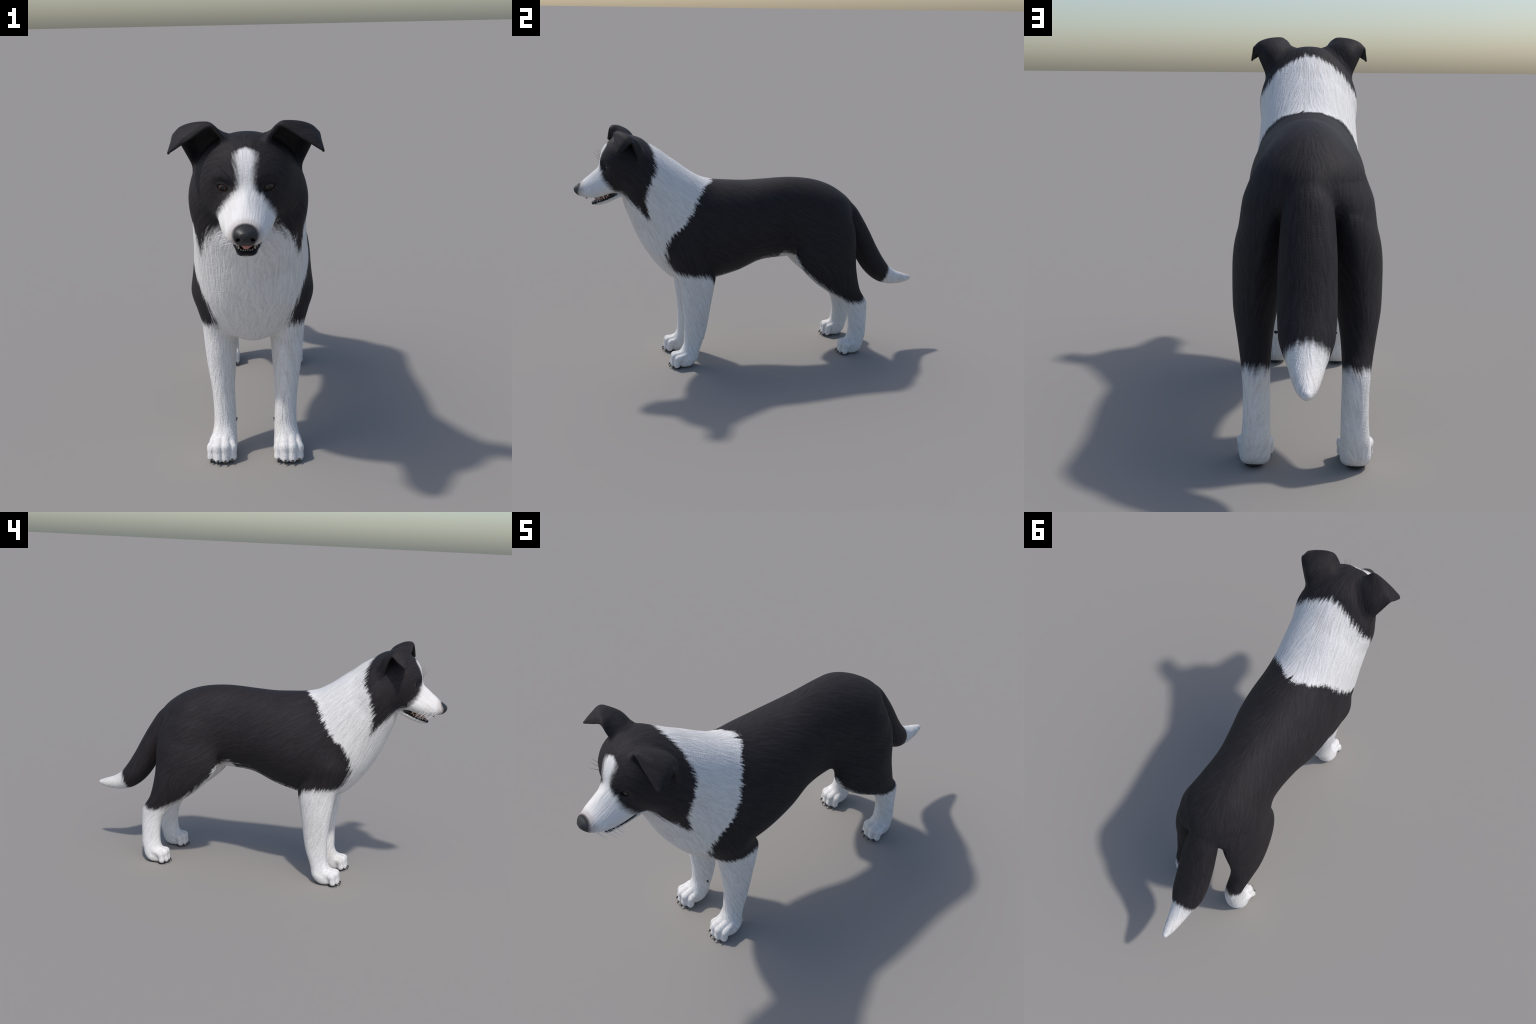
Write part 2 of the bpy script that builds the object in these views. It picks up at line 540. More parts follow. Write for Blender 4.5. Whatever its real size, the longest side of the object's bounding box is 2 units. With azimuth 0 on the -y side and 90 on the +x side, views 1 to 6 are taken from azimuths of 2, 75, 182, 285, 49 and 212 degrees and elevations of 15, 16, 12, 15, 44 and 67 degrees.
def pull(V):
    """One Newton step onto the zero surface; works on one half, mirrors the rest."""
    h = 5e-4
    A = V.copy()
    sgn = np.where(A[:, 0] < 0, -1.0, 1.0)
    A[:, 0] = np.abs(A[:, 0])
    f0 = ev(body, A)
    g = np.stack([ev(body, A + np.eye(3)[i] * h) - f0 for i in range(3)], 1) / h
    g2 = np.maximum((g * g).sum(1), 0.15)
    step = (f0 / g2)[:, None] * g
    ln = np.linalg.norm(step, axis=1, keepdims=True)
    step *= np.minimum(1, 0.003 / np.maximum(ln, 1e-9))
    A = A - step
    A[:, 0] *= sgn
    return A


# ------------------------------------------------------------------ node helpers
class N:
    """Tiny expression wrapper round shader math nodes."""
    tree = None

    def __init__(self, s):
        self.s = s

    @staticmethod
    def put(sock, v):
        if isinstance(v, N):
            N.tree.links.new(v.s, sock)
        else:
            sock.default_value = v

    @staticmethod
    def m(op, *a, clamp=False):
        n = N.tree.nodes.new("ShaderNodeMath")
        n.operation = op
        n.use_clamp = clamp
        for i, v in enumerate(a):
            N.put(n.inputs[i], v)
        return N(n.outputs[0])

    def __add__(s, o): return N.m("ADD", s, o)
    __radd__ = __add__
    def __sub__(s, o): return N.m("SUBTRACT", s, o)
    def __rsub__(s, o): return N.m("SUBTRACT", o, s)
    def __mul__(s, o): return N.m("MULTIPLY", s, o)
    __rmul__ = __mul__
    def __truediv__(s, o): return N.m("DIVIDE", s, o)
    def abs(s): return N.m("ABSOLUTE", s)
    def min(s, o): return N.m("MINIMUM", s, o)
    def max(s, o): return N.m("MAXIMUM", s, o)

    def step(s, lo, hi):
        """0 below lo, 1 above hi, smooth between."""
        n = N.tree.nodes.new("ShaderNodeMapRange")
        n.interpolation_type = "SMOOTHSTEP"
        N.put(n.inputs[0], s)
        n.inputs[1].default_value, n.inputs[2].default_value = lo, hi
        return N(n.outputs[0])

    def curve(s, pts):
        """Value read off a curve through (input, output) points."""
        pts = sorted(pts)
        x0, x1 = pts[0][0], pts[-1][0]
        y0, y1 = min(q[1] for q in pts), max(q[1] for q in pts)
        n = N.tree.nodes.new("ShaderNodeFloatCurve")
        c = n.mapping.curves[0]
        for i, (x, y) in enumerate(pts):
            u, v = (x - x0) / (x1 - x0), (y - y0) / (y1 - y0)
            if i == 0:
                c.points[0].location = (u, v)
            elif i == len(pts) - 1:
                c.points[-1].location = (u, v)
            else:
                c.points.new(u, v)
        n.mapping.update()
        N.put(n.inputs["Value"], N.m("MULTIPLY", s - x0, 1 / (x1 - x0), clamp=True))
        return N(n.outputs[0]) * (y1 - y0) + y0


def vec(x, y, z):
    n = N.tree.nodes.new("ShaderNodeCombineXYZ")
    for i, v in enumerate((x, y, z)):
        N.put(n.inputs[i], v)
    return N(n.outputs[0])


def noise(v, scale, detail=2.0, rough=0.5, distort=0.0):
    n = N.tree.nodes.new("ShaderNodeTexNoise")
    N.put(n.inputs["Vector"], v)
    n.inputs["Scale"].default_value = scale
    n.inputs["Detail"].default_value = detail
    n.inputs["Roughness"].default_value = rough
    n.inputs["Distortion"].default_value = distort
    return N(n.outputs[0])


def vm(op, a, b=None, scale=None):
    """Vector maths; DOT_PRODUCT gives a number."""
    n = N.tree.nodes.new("ShaderNodeVectorMath")
    n.operation = op
    N.put(n.inputs[0], a)
    if b is not None:
        N.put(n.inputs[1], b)
    if scale is not None:
        N.put(n.inputs["Scale"], scale)
    return N(n.outputs["Value" if op == "DOT_PRODUCT" else "Vector"])


def mix(f, a, b):
    n = N.tree.nodes.new("ShaderNodeMix")
    n.data_type = "RGBA"
    N.put(n.inputs[0], f)
    for s, v in ((n.inputs[6], a), (n.inputs[7], b)):
        N.put(s, v if isinstance(v, N) else (*v, 1))
    return N(n.outputs[2])


def lerp(f, a, b):
    return f * (b - a) + a


def new_mat(name):
    m = bpy.data.materials.new(name)
    m.use_nodes = True
    N.tree = m.node_tree
    bsdf = m.node_tree.nodes["Principled BSDF"]
    return m, bsdf


def position():
    tc = N.tree.nodes.new("ShaderNodeTexCoord")
    sp = N.tree.nodes.new("ShaderNodeSeparateXYZ")
    N.tree.links.new(tc.outputs["Object"], sp.inputs[0])
    return [N(o) for o in sp.outputs], N(tc.outputs["Object"])


def coat_material():
    m, bsdf = new_mat("fur_coat")
    (x, y, z), obj = position()
    ax = x.abs()
    geo = N.tree.nodes.new("ShaderNodeNewGeometry")
    sp = N.tree.nodes.new("ShaderNodeSeparateXYZ")
    N.tree.links.new(geo.outputs["Normal"], sp.inputs[0])
    nz = N(sp.outputs[2])
    sx = N.m("MAXIMUM", N.m("MINIMUM", x * 18.0, 1.0), -1.0)

    # the lie of the coat: a direction that changes from region to region ...
    on_head = (z * 0.35 - y).step(0.98, 1.08)
    low = (z * -1.0).step(-0.60, -0.50)
    behind = (y + z * 0.35).step(-0.20, 0.10)
    rear = (y - z * 0.2).step(0.36, 0.48)
    upper = (z + y * 0.75).step(0.30, 0.66)
    muzzle_zone = (y * -1.0 - ax * 1.2 - z * 0.1).step(0.57, 0.66)
    high = (z + y * 0.2).step(0.955, 0.985)

    def blend(k):
        chest, neck = (0.0, 0.30, -0.95)[k], (0.0, 0.64, -0.77)[k]
        back, limb, tail_ = (sx * 0.40, 0.85, -0.45)[k], (sx * 0.06, 0.32, -0.94)[k], (sx * 0.22, 0.48, -0.86)[k]
        cheek_, bridge, front = (sx * 0.3, 0.75, -0.55)[k], (sx * 0.25, 0.76, 0.62)[k], (sx * 0.42, 0.30, 0.88)[k]
        f = lerp(behind, lerp(upper, chest, neck), back)
        f = lerp(low, f, limb)
        f = lerp(rear, f, tail_)
        return lerp(on_head, f, lerp(muzzle_zone, cheek_, lerp(high, bridge, front)))

    nrm = N(geo.outputs["Normal"])
    flow = vec(blend(0), blend(1), blend(2))
    wave = N.tree.nodes.new("ShaderNodeTexNoise")       # stray locks, strongest on the chest
    wave.inputs["Scale"].default_value = 20.0
    wave.inputs["Detail"].default_value = 1.0
    N.tree.links.new(obj.s, wave.inputs["Vector"])
    bib = (0.80 - (y * -1.0 - 0.62).abs() * 5.0).step(0.0, 0.6) * (0.14 - ax).step(0.0, 0.10) * (0.95 - z).step(0.0, 0.08)
    stray = bib * 1.7 + 0.55 - on_head * 0.3
    flow = vm("ADD", flow, vm("SCALE", vm("SUBTRACT", N(wave.outputs["Color"]), (0.5, 0.5, 0.5)), scale=stray))
    # ... laid flat on the skin
    flow = vm("SUBTRACT", flow, vm("SCALE", nrm, scale=vm("DOT_PRODUCT", flow, nrm)))
    flow = vm("NORMALIZE", flow)

    # strands: noise averaged along the lie, so that it runs out into hairs
    def hairs(scale, reach, count, gain, detail=0.0):
        total = None
        for i in range(count):
            o = reach * (i / (count - 1) - 0.5)
            v = noise(vm("ADD", obj, vm("SCALE", flow, scale=o)), scale, detail)
            total = v if total is None else total + v
        return (total * (1.0 / count) - 0.5) * gain + 0.5

    fine = hairs(270.0, 0.024, 8, 2.5)
    lock = hairs(105.0, 0.055, 7, 2.2)
    tuft = hairs(70.0, 0.085, 7, 2.1)
    wisp = hairs(150.0, 0.042, 9, 2.5)

    # where the coat is black: signed, about metres, positive inside the black
    rear_of_collar = y - z.curve([(0.50, -0.44), (0.555, -0.474), (0.577, -0.497), (0.644, -0.527), (0.710, -0.533),
                                  (0.772, -0.506), (0.805, -0.484), (0.835, -0.445), (0.876, -0.413), (0.930, -0.370),
                                  (0.965, -0.357), (1.005, -0.330), (1.030, -0.304), (1.042, -0.270), (1.060, -0.250), (1.20, -0.25)])
    leg_line = z - y.curve([(-0.60, 0.66), (-0.53, 0.600), (-0.474, 0.556), (-0.39, 0.546), (-0.305, 0.532), (-0.272, 0.496),
                            (-0.245, 0.42), (-0.215, 0.30), (0.04, 0.32), (0.115, 0.50), (0.160, 0.625), (0.260, 0.528),
                            (0.385, 0.418), (0.485, 0.352), (0.585, 0.318), (0.635, 0.332), (0.665, 0.30), (0.72, 0.20), (1.0, 0.20)])
    tail_tip = 0.590 - (y * 0.92 - z * 0.38) + (0.7 - y).max(0.0) * 9.0
    belly = (nz + 0.93) * 0.07 + (ax - 0.10).max(0.0) + (y.abs() - 0.34).max(0.0)
    inner = (N(sp.outputs[0]) * sx + 0.30) * 0.08 + (y - 0.38).max(0.0) * 0.6 + (0.10 - y).max(0.0) + (z - 0.58).max(0.0)
    body_black = rear_of_collar.min(leg_line * 0.8).min(tail_tip).min(belly).min(inner)

    nape = z.curve([(0.86, -0.645), (0.90, -0.640), (0.968, -0.639), (1.03, -0.630), (1.10, -0.603), (1.14, -0.590), (1.20, -0.590), (1.34, -0.590)]) \
        + ax.curve([(0.0, -0.014), (0.04, -0.004), (0.085, 0.007), (0.134, 0.014), (0.17, 0.014), (0.20, 0.0), (0.30, 0.0)]) - y
    throat = z - y.curve([(-0.90, 1.03), (-0.80, 1.018), (-0.755, 1.008), (-0.735, 0.990), (-0.700, 0.955), (-0.665, 0.922), (-0.640, 0.885), (-0.56, 0.77)])
    blaze = ax - z.curve([(1.00, 0.088), (1.03, 0.088), (1.055, 0.090), (1.090, 0.075), (1.128, 0.045), (1.150, 0.028), (1.195, 0.025),
                          (1.225, 0.029), (1.242, 0.031), (1.256, 0.027), (1.265, 0.014), (1.274, -0.012), (1.290, -0.06), (1.40, -0.10)]) + (y + 0.80).max(0.0) * 3.0
    muzzle_side = y - z.curve([(0.98, -0.74), (1.003, -0.757), (1.018, -0.788), (1.045, -0.822), (1.069, -0.843), (1.09, -0.857), (1.122, -0.874), (1.16, -0.895), (1.20, -0.92), (1.40, -1.1)])
    head_black = nape.min(throat * 0.8).min(blaze).min(muzzle_side)

    calm = (y * -1.0 + z * 0.2).step(0.84, 0.98)
    limbs_calm = calm.max(low * 0.6)
    ruff = (0.30 - (y + 0.25).abs()).step(0.0, 0.25) * (z - 0.70).step(0.0, 0.15)
    black = (head_black.max(body_black) + (tuft - 0.5) * lerp(limbs_calm, 0.034, 0.012) * (ruff * 0.9 + 1.0)
             + (wisp - 0.5) * lerp(limbs_calm, 0.040, 0.015) * (ruff * 0.5 + 1.0) + (fine - 0.5) * 0.010)
    black = black.step(-0.016, 0.015)

    # pelts: slightly uneven colours
    mottle = noise(obj, 7.0, 3.0)
    white = mix((lock * 0.5 + fine * 0.5).step(0.15, 0.70).max(calm * 0.75), (0.57, 0.555, 0.54), (0.775, 0.758, 0.742))
    white = mix(mottle.step(0.50, 0.75) * (0.75 - lock).step(0.0, 0.5) * 0.45, white, (0.58, 0.52, 0.46))
    dark = mix((fine * 0.5 + lock * 0.5).step(0.35, 0.7), (0.0178, 0.0154, 0.0170), (0.0285, 0.0252, 0.0274))
    dark = mix((mottle.step(0.55, 0.8)) * 0.35, dark, (0.022, 0.017, 0.015))
    col = mix(black, white, dark)

    # soft freckles on the whisker pads, pink-grey skin towards the nose, dark lips
    vor = N.tree.nodes.new("ShaderNodeTexVoronoi")
    vor.inputs["Scale"].default_value = 95.0
    N.tree.links.new(obj.s, vor.inputs["Vector"])
    pad_zone = (y * -1.0).step(0.865, 0.895) * (1.05 - z).step(0.0, 0.02) * (z - 0.985).step(-0.004, 0.006)
    freckle = (0.24 - N(vor.outputs["Distance"])).step(0.0, 0.12) * pad_zone * 0.45
    col = mix(freckle, col, (0.20, 0.19, 0.18))
    q = N.m("SQRT", x * x * 0.9 + (y + 0.972) * (y + 0.972) + (z - 1.0245) * (z - 1.0245) * 1.3)
    halo = (0.066 - q).step(0.0, 0.024) * 0.55
    col = mix(halo, col, (0.36, 0.29, 0.265))
    halo = (0.0445 - q).step(0.0, 0.009)
    col = mix(halo, col, (0.030, 0.029, 0.030))
    lip_line = y.curve([(-1.0, 1.012), (-0.982, 0.999), (-0.960, 0.986), (-0.935, 0.980), (-0.895, 0.980), (-0.85, 0.987), (-0.80, 1.001), (-0.76, 1.004)])
    lip = (z - lip_line - (fine - 0.5) * 0.004).abs()
    lip = (0.0065 - lip).step(0.0, 0.005) * (y * -1.0).step(0.785, 0.80)
    col = mix(lip, col, (0.055, 0.045, 0.043))
    rim = N.m("SQRT", (ax - 0.0745) * (ax - 0.0745) * 0.55 + (z - 1.1450 - (ax - 0.0745) * 0.30) * (z - 1.1450 - (ax - 0.0745) * 0.30) * 1.6)
    rim = (0.0175 - rim).step(0.0, 0.004) * (y * -1.0).step(0.79, 0.80)
    col = mix(rim, col, (0.012, 0.010, 0.010))

    N.put(bsdf.inputs["Base Color"], col)
    N.put(bsdf.inputs["Roughness"], lerp(black, 0.62, 0.66))
    bsdf.inputs["Specular IOR Level"].default_value = 0.15

    b1 = N.tree.nodes.new("ShaderNodeBump")
    b1.inputs["Strength"].default_value = 0.55
    b1.inputs["Distance"].default_value = 0.0058
    N.put(b1.inputs["Height"], (lock * 0.9 + fine * 0.6) * lerp(black, 1.0, 0.5) * lerp(calm, 1.0, 0.5))
    N.tree.links.new(b1.outputs[0], bsdf.inputs["Normal"])
    return m


def plain(name, colour, rough=0.5, spec=0.4, var=0.0, scale=60.0, bump=0.0, coat=0.0):
    m, b = new_mat(name)
    _, obj = position()
    if var or bump:
        n = noise(obj, scale, 3.0)
        lo = tuple(c * (1 - var) for c in colour)
        hi = tuple(min(1, c * (1 + var)) for c in colour)
        N.put(b.inputs["Base Color"], mix(n.step(0.3, 0.7), lo, hi))
        if bump:
            bn = N.tree.nodes.new("ShaderNodeBump")
            bn.inputs["Strength"].default_value = bump
            bn.inputs["Distance"].default_value = 0.002
            N.put(bn.inputs["Height"], n)
            N.tree.links.new(bn.outputs[0], b.inputs["Normal"])
    else:
        b.inputs["Base Color"].default_value = (*colour, 1)
    b.inputs["Roughness"].default_value = rough
    b.inputs["Specular IOR Level"].default_value = spec
    b.inputs["Coat Weight"].default_value = coat
    b.inputs["Coat Roughness"].default_value = 0.08
    return m


def jaw_material():
    """White chin fur below, black lip band along the top edge, dark gum inside."""
    m, bsdf = new_mat("chin_and_lip")
    (x, y, z), obj = position()
    n = noise(obj, 120.0, 3.0)
    edge = y.curve([(-0.93, 0.950), (-0.914, 0.950), (-0.903, 0.955), (-0.880, 0.963), (-0.840, 0.979), (-0.798, 0.996), (-0.74, 1.004)])
    depth = edge - z + (n - 0.5) * 0.008
    band = y.curve([(-0.93, 0.013), (-0.90, 0.012), (-0.86, 0.0135), (-0.81, 0.013), (-0.785, 0.006), (-0.74, -0.03)])
    lip = (band - depth).step(-0.002, 0.003)
    grey = (band + 0.008 - depth).step(-0.004, 0.008) * 0.30
    col = mix(n.step(0.3, 0.7), (0.58, 0.56, 0.54), (0.78, 0.77, 0.75))
    col = mix(grey, col, (0.30, 0.28, 0.26))
    col = mix(lip, col, (0.022, 0.020, 0.021))
    N.put(bsdf.inputs["Base Color"], col)
    N.put(bsdf.inputs["Roughness"], lerp(lip, 0.6, 0.5))
    bsdf.inputs["Specular IOR Level"].default_value = 0.22
    bn = N.tree.nodes.new("ShaderNodeBump")
    bn.inputs["Strength"].default_value = 0.25
    bn.inputs["Distance"].default_value = 0.002
    N.put(bn.inputs["Height"], n)
    N.tree.links.new(bn.outputs[0], bsdf.inputs["Normal"])
    return m


def nose_material():
    m, bsdf = new_mat("nose_leather")
    (x, y, z), obj = position()
    vor = N.tree.nodes.new("ShaderNodeTexVoronoi")
    vor.inputs["Scale"].default_value = 330.0
    N.tree.links.new(obj.s, vor.inputs["Vector"])
    cell = N(vor.outputs["Distance"])
    n = noise(obj, 40.0, 2.0)
    N.put(bsdf.inputs["Base Color"], mix(n.step(0.3, 0.7), (0.015, 0.015, 0.016), (0.028, 0.028, 0.029)))
    bsdf.inputs["Roughness"].default_value = 0.42
    bsdf.inputs["Specular IOR Level"].default_value = 0.38
    bn = N.tree.nodes.new("ShaderNodeBump")
    bn.inputs["Strength"].default_value = 0.22
    bn.inputs["Distance"].default_value = 0.001
    N.put(bn.inputs["Height"], cell)
    N.tree.links.new(bn.outputs[0], bsdf.inputs["Normal"])
    return m


def eye_material():
    """Brown iris round a black pupil, pale white at the rim, wet coat.  The eye mesh
    looks down its own -y axis."""
    m, bsdf = new_mat("eye_wet")
    (x, y, z), obj = position()
    r = N.m("SQRT", x * x + z * z)
    n = noise(obj, 300.0, 2.0)
    iris = mix(n.step(0.3, 0.7), (0.055, 0.024, 0.012), (0.130, 0.062, 0.032))
    col = mix((r - 0.0074).step(0.0, 0.0022), (0.006, 0.006, 0.007), iris)
    col = mix((r - 0.0118).step(0.0, 0.0012), col, (0.012, 0.009, 0.008))
    col = mix((r - 0.0138).step(0.0, 0.0015), col, (0.26, 0.23, 0.215))
    N.put(bsdf.inputs["Base Color"], col)
    bsdf.inputs["Roughness"].default_value = 0.25
    bsdf.inputs["Specular IOR Level"].default_value = 0.3
    bsdf.inputs["Coat Weight"].default_value = 0.25
    bsdf.inputs["Coat Roughness"].default_value = 0.03
    return m


# ------------------------------------------------------------------ objects
def add(name, mesh, parent, mat=None):
    o = bpy.data.objects.new(name, mesh)
    bpy.context.scene.collection.objects.link(o)
    o.parent = parent
    if mat:
        mesh.materials.append(mat)
    return o


def mesh_from(name, verts, faces, smooth=True):
    me = bpy.data.meshes.new(name)
    me.from_pydata([tuple(map(float, v)) for v in verts], [], [tuple(map(int, f)) for f in faces])
    if smooth:
        me.polygons.foreach_set("use_smooth", [True] * len(me.polygons))
    me.update()
    return me


def tube(path, radii, seg=10):
    """Closed tapered tube along points, returned as verts, faces."""
    path = [Vector(p) for p in path]
    vs, fs = [], []
    side = None
    for i, p in enumerate(path):
        t = (path[min(i + 1, len(path) - 1)] - path[max(i - 1, 0)]).normalized()
        if side is None:
            side = t.cross(Vector((0.3, 0.2, 0.9))).normalized()
        side = (side - t * side.dot(t)).normalized()
        up = t.cross(side)
        for k in range(seg):
            a = 2 * math.pi * k / seg
            vs.append(p + (side * math.cos(a) + up * math.sin(a)) * radii[i])
    for i in range(len(path) - 1):
        for k in range(seg):
            a, b = i * seg + k, i * seg + (k + 1) % seg
            fs.append((a, b, b + seg, a + seg))
    fs.append(tuple(range(seg - 1, -1, -1)))
    n = (len(path) - 1) * seg
    fs.append(tuple(range(n, n + seg)))
    return vs, fs


def ball(r, seg=24, rings=16):
    vs, fs = [(0, 0, r)], []
    for i in range(1, rings):
        a = math.pi * i / rings
        for k in range(seg):
            b = 2 * math.pi * k / seg
            vs.append((r * math.sin(a) * math.cos(b), r * math.sin(a) * math.sin(b), r * math.cos(a)))
    vs.append((0, 0, -r))
    for k in range(seg):
        fs.append((0, 1 + k, 1 + (k + 1) % seg))
        e = 1 + (rings - 2) * seg
        fs.append((len(vs) - 1, e + (k + 1) % seg, e + k))
    for i in range(rings - 2):
        for k in range(seg):
            a, b = 1 + i * seg + k, 1 + i * seg + (k + 1) % seg
            fs.append((a, a + seg, b + seg, b))
    return vs, fs


def build():
    dog = bpy.data.objects.new("dog", None)
    bpy.context.scene.collection.objects.link(dog)
    dog.empty_display_size = 0.3
    dog["label"] = "standing black and white sheepdog with folded ears"
    dog["category"] = "dog"

    coat = coat_material()
    chin = jaw_material()
    leather = nose_material()
    horn = plain("claw_horn", (0.022, 0.019, 0.018), 0.42, 0.45, 0.35, 150.0)
    pad = plain("paw_leather", (0.016, 0.015, 0.016), 0.7, 0.3, 0.3, 200.0, 0.4)
    enamel = plain("tooth_enamel", (0.50, 0.44, 0.32), 0.28, 0.5, 0.18, 120.0)
    flesh = plain("tongue_flesh", (0.56, 0.23, 0.20), 0.42, 0.45, 0.2, 160.0, 0.4)  # base pink lightened to carry the light falling on the tongue
    gum = plain("gum_flesh", (0.075, 0.022, 0.022), 0.45, 0.4, 0.3, 90.0)
    eyemat = eye_material()
    hair_w = plain("white_whisker", (0.75, 0.74, 0.72), 0.4)
    hair_b = plain("black_whisker", (0.02, 0.02, 0.02), 0.4)

    V, Q = mesh_body()
    # whole-body normals
    whole = bpy.data.meshes.new("whole")
    whole.vertices.add(len(V))
    whole.vertices.foreach_set("co", V.ravel())
    whole.loops.add(len(Q) * 4)
    whole.loops.foreach_set("vertex_index", Q.ravel())
    whole.polygons.add(len(Q))
    whole.polygons.foreach_set("loop_start", np.arange(len(Q)) * 4)
    whole.polygons.foreach_set("loop_total", np.full(len(Q), 4))
    whole.update(calc_edges=True)
    nrm = np.empty(len(V) * 3, np.float32)
    whole.vertex_normals.foreach_get("vector", nrm)
    nrm = nrm.reshape(-1, 3)
    bpy.data.meshes.remove(whole)

    # ---- anatomical regions
    C = V[Q].mean(1)
    p = np.abs(C * [1, 0, 0]) + C * [0, 1, 1]
    d = body_parts(p)
    d["nose"] = np.where((p[:, 1] < -0.93), nose_pad(p) * 1.0, FAR)
    t = np.concatenate([torso.param(p[i:i + 400000]) for i in range(0, len(p), 400000)])
    left = C[:, 0] > 0
    reg = np.full(len(C), "torso", dtype=object)
    reg[(t < 0.27) & (p[:, 2] > 0.6)] = "neck"
    hd = np.minimum(d["head"], d["muzzle"])
    reg[(hd < d["torso"] - 0.002) & (p[:, 1] < -0.55) & (p[:, 2] > 0.85)] = "head"
    reg[(d["ear"] < np.minimum(hd, d["torso"]) - 0.002) & (p[:, 2] > 1.15)] = "ear"
    reg[(d["jaw"] < np.minimum(hd, d["torso"])) & (p[:, 1] < -0.775) & (p[:, 2] < 1.02)] = "jaw"
    reg[(d["nose"] < 0.0022) & (d["nose"] < d["muzzle"] + 0.004)] = "nose"
    reg[(d["forelimb"] < d["torso"]) & (p[:, 2] < 0.66) & (p[:, 1] < 0)] = "forelimb"
    reg[(d["hindlimb"] < d["torso"]) & (d["hindlimb"] < d["tail"]) & (p[:, 2] < 0.86) & (p[:, 1] > 0.1)] = "hindlimb"
    reg[(p[:, 2] < 0.16) & (p[:, 1] < 0)] = "forelimb"
    reg[(d["tail"] < np.minimum(d["torso"], d["hindlimb"])) & (p[:, 1] > 0.45)] = "tail"
    reg[(p[:, 2] < 0.105) & (p[:, 1] < 0)] = "fore_paw"
    reg[(p[:, 2] < 0.112) & (p[:, 1] > 0)] = "hind_paw"

    made = {}

    def cut(kind, mask, parent, mat):
        F = Q[mask]
        if len(F) == 0:
            return None
        used, inv = np.unique(F, return_inverse=True)
        F = inv.reshape(-1, 4)
        me = bpy.data.meshes.new(kind)
        me.vertices.add(len(used))
        me.vertices.foreach_set("co", V[used].ravel())
        me.loops.add(len(F) * 4)
        me.loops.foreach_set("vertex_index", F.ravel())
        me.polygons.add(len(F))
        me.polygons.foreach_set("loop_start", np.arange(len(F)) * 4)
        me.polygons.foreach_set("loop_total", np.full(len(F), 4))
        me.update(calc_edges=True)
        me.polygons.foreach_set("use_smooth", [True] * len(F))
        me.normals_split_custom_set_from_vertices(nrm[used].tolist())
        return add(kind, me, parent, mat)

    for kind in ("torso", "neck", "head", "tail"):
        made[kind] = cut(kind, reg == kind, dog, coat)
    made["jaw"] = cut("jaw", reg == "jaw", made["head"], chin)
    made["nose"] = cut("nose", reg == "nose", made["head"], leather)
    limbs = []
    for s in (left, ~left):
        cut("ear", (reg == "ear") & s, made["head"], coat)
        for limb, paw in (("forelimb", "fore_paw"), ("hindlimb", "hind_paw")):
            L = cut(limb, (reg == limb) & s, dog, coat)
            cut("paw", (reg == paw) & s, L, coat)
            limbs.append((limb, 1 if s is left else -1, L))

    # ---- eyes: turned a little outwards
    ev_, ef = ball(EYE_R, 32, 20)
    eye_me = mesh_from("eye", [(a, -c, b) for a, b, c in ev_], ef)
    eye_me.materials.append(eyemat)
    for s in (1, -1):
        e = bpy.data.objects.new("eye", eye_me)
        bpy.context.scene.collection.objects.link(e)
        e.parent = made["head"]
        e.location = (EYE[0] * s, EYE[1], EYE[2])
        e.rotation_euler = (math.radians(4), 0, math.radians(12) * s)

    # ---- claws, one shape copied
    def claw_mesh(length, r):
        n = 9
        path = [(0, -length * math.sin(a) * 0.9, -length * (1 - math.cos(a)) * 1.25) for a in np.linspace(0, 1.25, n)]
        rad = [r * (1 - (i / (n - 1)) ** 1.4) + 0.0005 for i in range(n)]
        me = mesh_from("claw", *tube(path, rad, 12))
        me.materials.append(horn)
        return me

    cm = claw_mesh(0.0140, 0.0043)

    def place(me, name, parent, loc, rot):
        o = bpy.data.objects.new(name, me)
        bpy.context.scene.collection.objects.link(o)
        o.parent = parent
        o.location, o.rotation_euler = loc, rot
        return o

    pad_v, pad_f = ball(1.0, 28, 18)
    pad_me = mesh_from("paw_pad", pad_v, pad_f)
    pad_me.materials.append(pad)
    for limb, s, L in limbs:
        cx, tip, back = (0.130, -0.519, -0.435) if limb == "forelimb" else (0.158, 0.480, 0.560)
        for dx, dy, turn in ((-0.0385, 0.014, -0.22), (-0.0135, 0.0, -0.06), (0.0135, 0.0, 0.06), (0.0385, 0.014, 0.22)):
            place(cm, "claw", L, ((cx + dx * 1.04) * s, tip + dy + 0.003, 0.0165),
                  (0.12 + random.uniform(-.06, .06), 0, turn * s + random.uniform(-.05, .05)))
            o = place(pad_me, "paw_pad", L, ((cx + dx) * s, tip + dy + 0.024, 0.008), (0, 0, 0))
            o.scale = (0.013, 0.017, 0.0079)
        o = place(pad_me, "paw_pad", L, (cx * s, back + 0.025, 0.009), (0, 0, 0))
        o.scale = (0.030, 0.026, 0.0089)
        if limb == "forelimb":
            o = place(pad_me, "carpal_pad", L, (0.1215 * s, -0.3265, 0.160), (0.2, 0, 0))
            o.scale = (0.010, 0.0075, 0.012)
            place(cm, "dewclaw", L, (0.0765 * s, -0.386, 0.138), (1.15, 0, 0.5 * s)).scale = (1.35, 1.2, 1.2)

    # ---- mouth: tongue, lower teeth, gums
    head, lower = made["head"], made["jaw"]
    rows, seg = 22, 14
    tv, tf = [], []
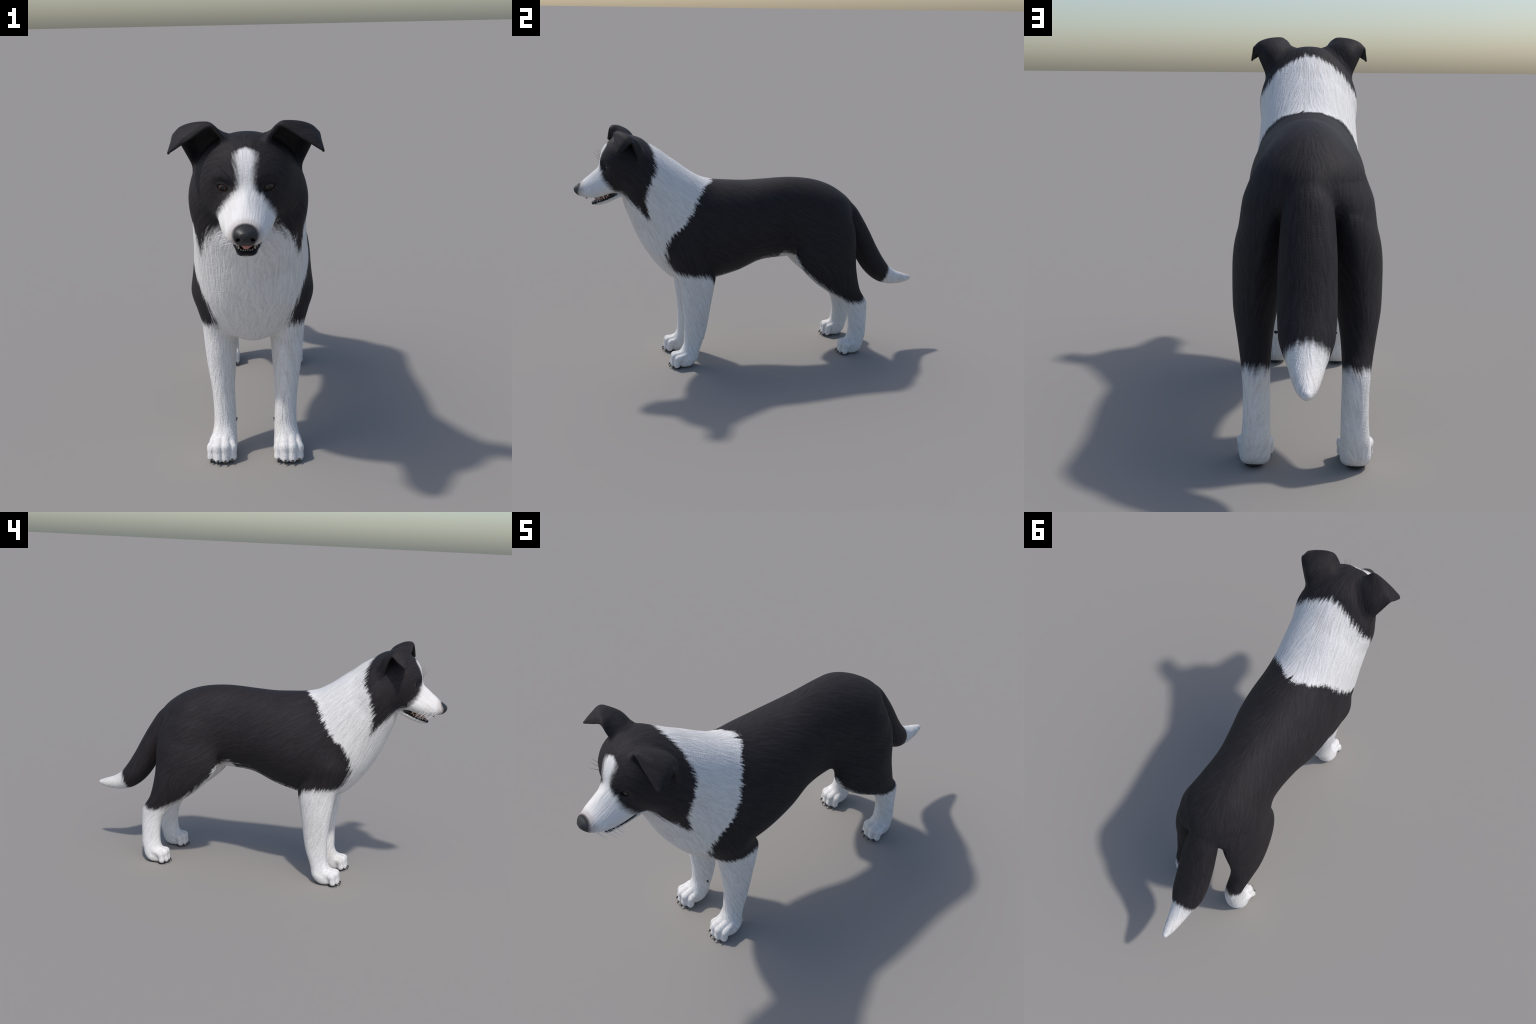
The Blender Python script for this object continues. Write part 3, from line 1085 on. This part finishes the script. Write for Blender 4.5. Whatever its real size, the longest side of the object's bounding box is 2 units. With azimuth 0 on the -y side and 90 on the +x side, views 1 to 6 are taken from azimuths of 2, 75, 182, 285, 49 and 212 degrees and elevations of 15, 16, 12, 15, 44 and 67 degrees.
    for i in range(rows):
        u = i / (rows - 1)
        yy = -0.815 - 0.078 * u
        zz = float(np.interp(u, [0, 0.35, 0.75, 1], [0.984, 0.978, 0.970, 0.961]))
        w = 0.033 * math.sqrt(max(1 - max(0, (u - 0.45) / 0.552) ** 2.2, 0.0)) * (1 - 0.15 * u) + 0.001
        h = 0.007 * math.sqrt(max(1 - max(0, (u - 0.6) / 0.402) ** 2, 0)) + 0.0006
        for k in range(seg):
            a = 2 * math.pi * k / seg
            groove = 0.003 * math.exp(-(math.cos(a) * 4) ** 2) if math.sin(a) > 0 else 0
            tv.append((w * math.cos(a), yy, zz + h * math.sin(a) - groove + 0.004 * abs(math.cos(a)) ** 2))
    for i in range(rows - 1):
        for k in range(seg):
            a, b = i * seg + k, i * seg + (k + 1) % seg
            tf.append((a, b, b + seg, a + seg))
    tf.append(tuple(range(seg)))
    tf.append(tuple(range(rows * seg - 1, (rows - 1) * seg - 1, -1)))
    add("tongue", mesh_from("tongue", tv, tf), head, flesh)

    papilla = mesh_from("gum_papilla", *ball(1.0, 20, 12))
    papilla.materials.append(flesh)
    place(papilla, "gum_papilla", head, (0, -0.936, 0.9785), (0, 0, 0)).scale = (0.011, 0.006, 0.0085)

    def lip_point(u):
        """Point on the tooth row of the lower jaw: u from -1 (right back) to 1."""
        a = abs(u)
        yy = float(np.interp(a, [0, 0.22, 0.4, 1], [-0.8965, -0.891, -0.873, -0.805]))
        xx = float(np.interp(a, [0, 0.22, 0.4, 1], [0, 0.0185, 0.0285, 0.0435]))
        zz = float(np.interp(yy, [-0.8965, -0.88, -0.84, -0.80], [0.9545, 0.961, 0.977, 0.992]))
        return Vector((math.copysign(xx, u), yy, zz))

    def tooth(name, base, top, r0):
        n = 6
        path = [base.lerp(top, i / (n - 1)) for i in range(n)]
        rad = [r0 * (1 - 0.85 * (i / (n - 1)) ** 2) for i in range(n)]
        add(name, mesh_from(name, *tube(path, rad, 10)), head, enamel)

    for u in (-0.215, -0.125, -0.042, 0.042, 0.125, 0.215):
        b = lip_point(u)
        tooth("incisor", b + Vector((0, 0, -0.006)), b + Vector((0, 0.001, 0.0035)), 0.0034)
    for s in (-1, 1):
        b = lip_point(0.33 * s)
        tooth("canine", b + Vector((0, 0, -0.006)), b + Vector((0.002 * s, -0.001, 0.010)), 0.0040)
        for u in (0.46, 0.56, 0.66, 0.77, 0.88):
            b = lip_point(u * s)
            tooth("molar", b + Vector((0, 0, -0.006)), b + Vector((0, 0.0, 0.004 + 0.002 * math.sin(u * 20))), 0.0045)
        # upper teeth hang behind the lip
        for yy, xx, ln in ((-0.895, 0.040, 0.005), (-0.872, 0.046, 0.004), (-0.850, 0.050, 0.006), (-0.828, 0.053, 0.005)):
            zz = float(np.interp(yy, [-0.935, -0.895, -0.85, -0.80], [0.980, 0.980, 0.987, 1.001]))
            tooth("upper_tooth", Vector((xx * s, yy, zz + 0.006)), Vector((xx * s * 0.97, yy + 0.002, zz - ln)), 0.0044)
    g = [lip_point(u) + Vector((0, 0.002, -0.0055)) for u in np.linspace(-1, 1, 41)]
    add("gum", mesh_from("gum", *tube(g, [0.0052] * 41, 8)), head, gum)

    # ---- whiskers
    def hairs(name, roots, mat, r):
        vs, fs = [], []
        for root, direction, length, droop in roots:
            n = 7
            path = [root + direction * (length * i / (n - 1)) + Vector(droop) * (i / (n - 1)) ** 2 for i in range(n)]
            v, f = tube(path, [r * (1 - 0.85 * i / (n - 1)) for i in range(n)], 5)
            fs += [tuple(k + len(vs) for k in q) for q in f]
            vs += v
        o = add(name, mesh_from(name, vs, fs), head, mat)
        o["kind"] = "stuff"

    white_roots, black_roots = [], []
    for s in (-1, 1):
        for row in range(3):
            for k in range(5):
                yy = -0.885 - 0.017 * k + random.uniform(-.004, .004)
                zz = 0.994 + 0.011 * row + random.uniform(-.003, .003)
                xx = float(np.interp(yy, [-0.96, -0.92, -0.88], [0.050, 0.066, 0.078])) * (1.0 - 0.04 * (2 - row))
                dr = Vector((s * random.uniform(0.75, 1.0), random.uniform(0.35, 0.75), random.uniform(-0.55, -0.2))).normalized()
                white_roots.append((Vector((xx * s * 0.93, yy, zz)), dr, random.uniform(0.038, 0.072), (0, 0.004, -0.006)))
        for k in range(3):
            dr = Vector((s * (0.25 + 0.2 * k), -0.85, 0.45 + 0.25 * k)).normalized()
            black_roots.append((Vector((s * (0.050 + 0.008 * k), -0.838 + 0.003 * k, 1.176 + 0.006 * k)), dr, 0.058 - 0.006 * k, (0, 0, 0.010)))
    hairs("whiskers", white_roots, hair_w, 0.0010)
    hairs("brow_whiskers", black_roots, hair_b, 0.0012)


build()
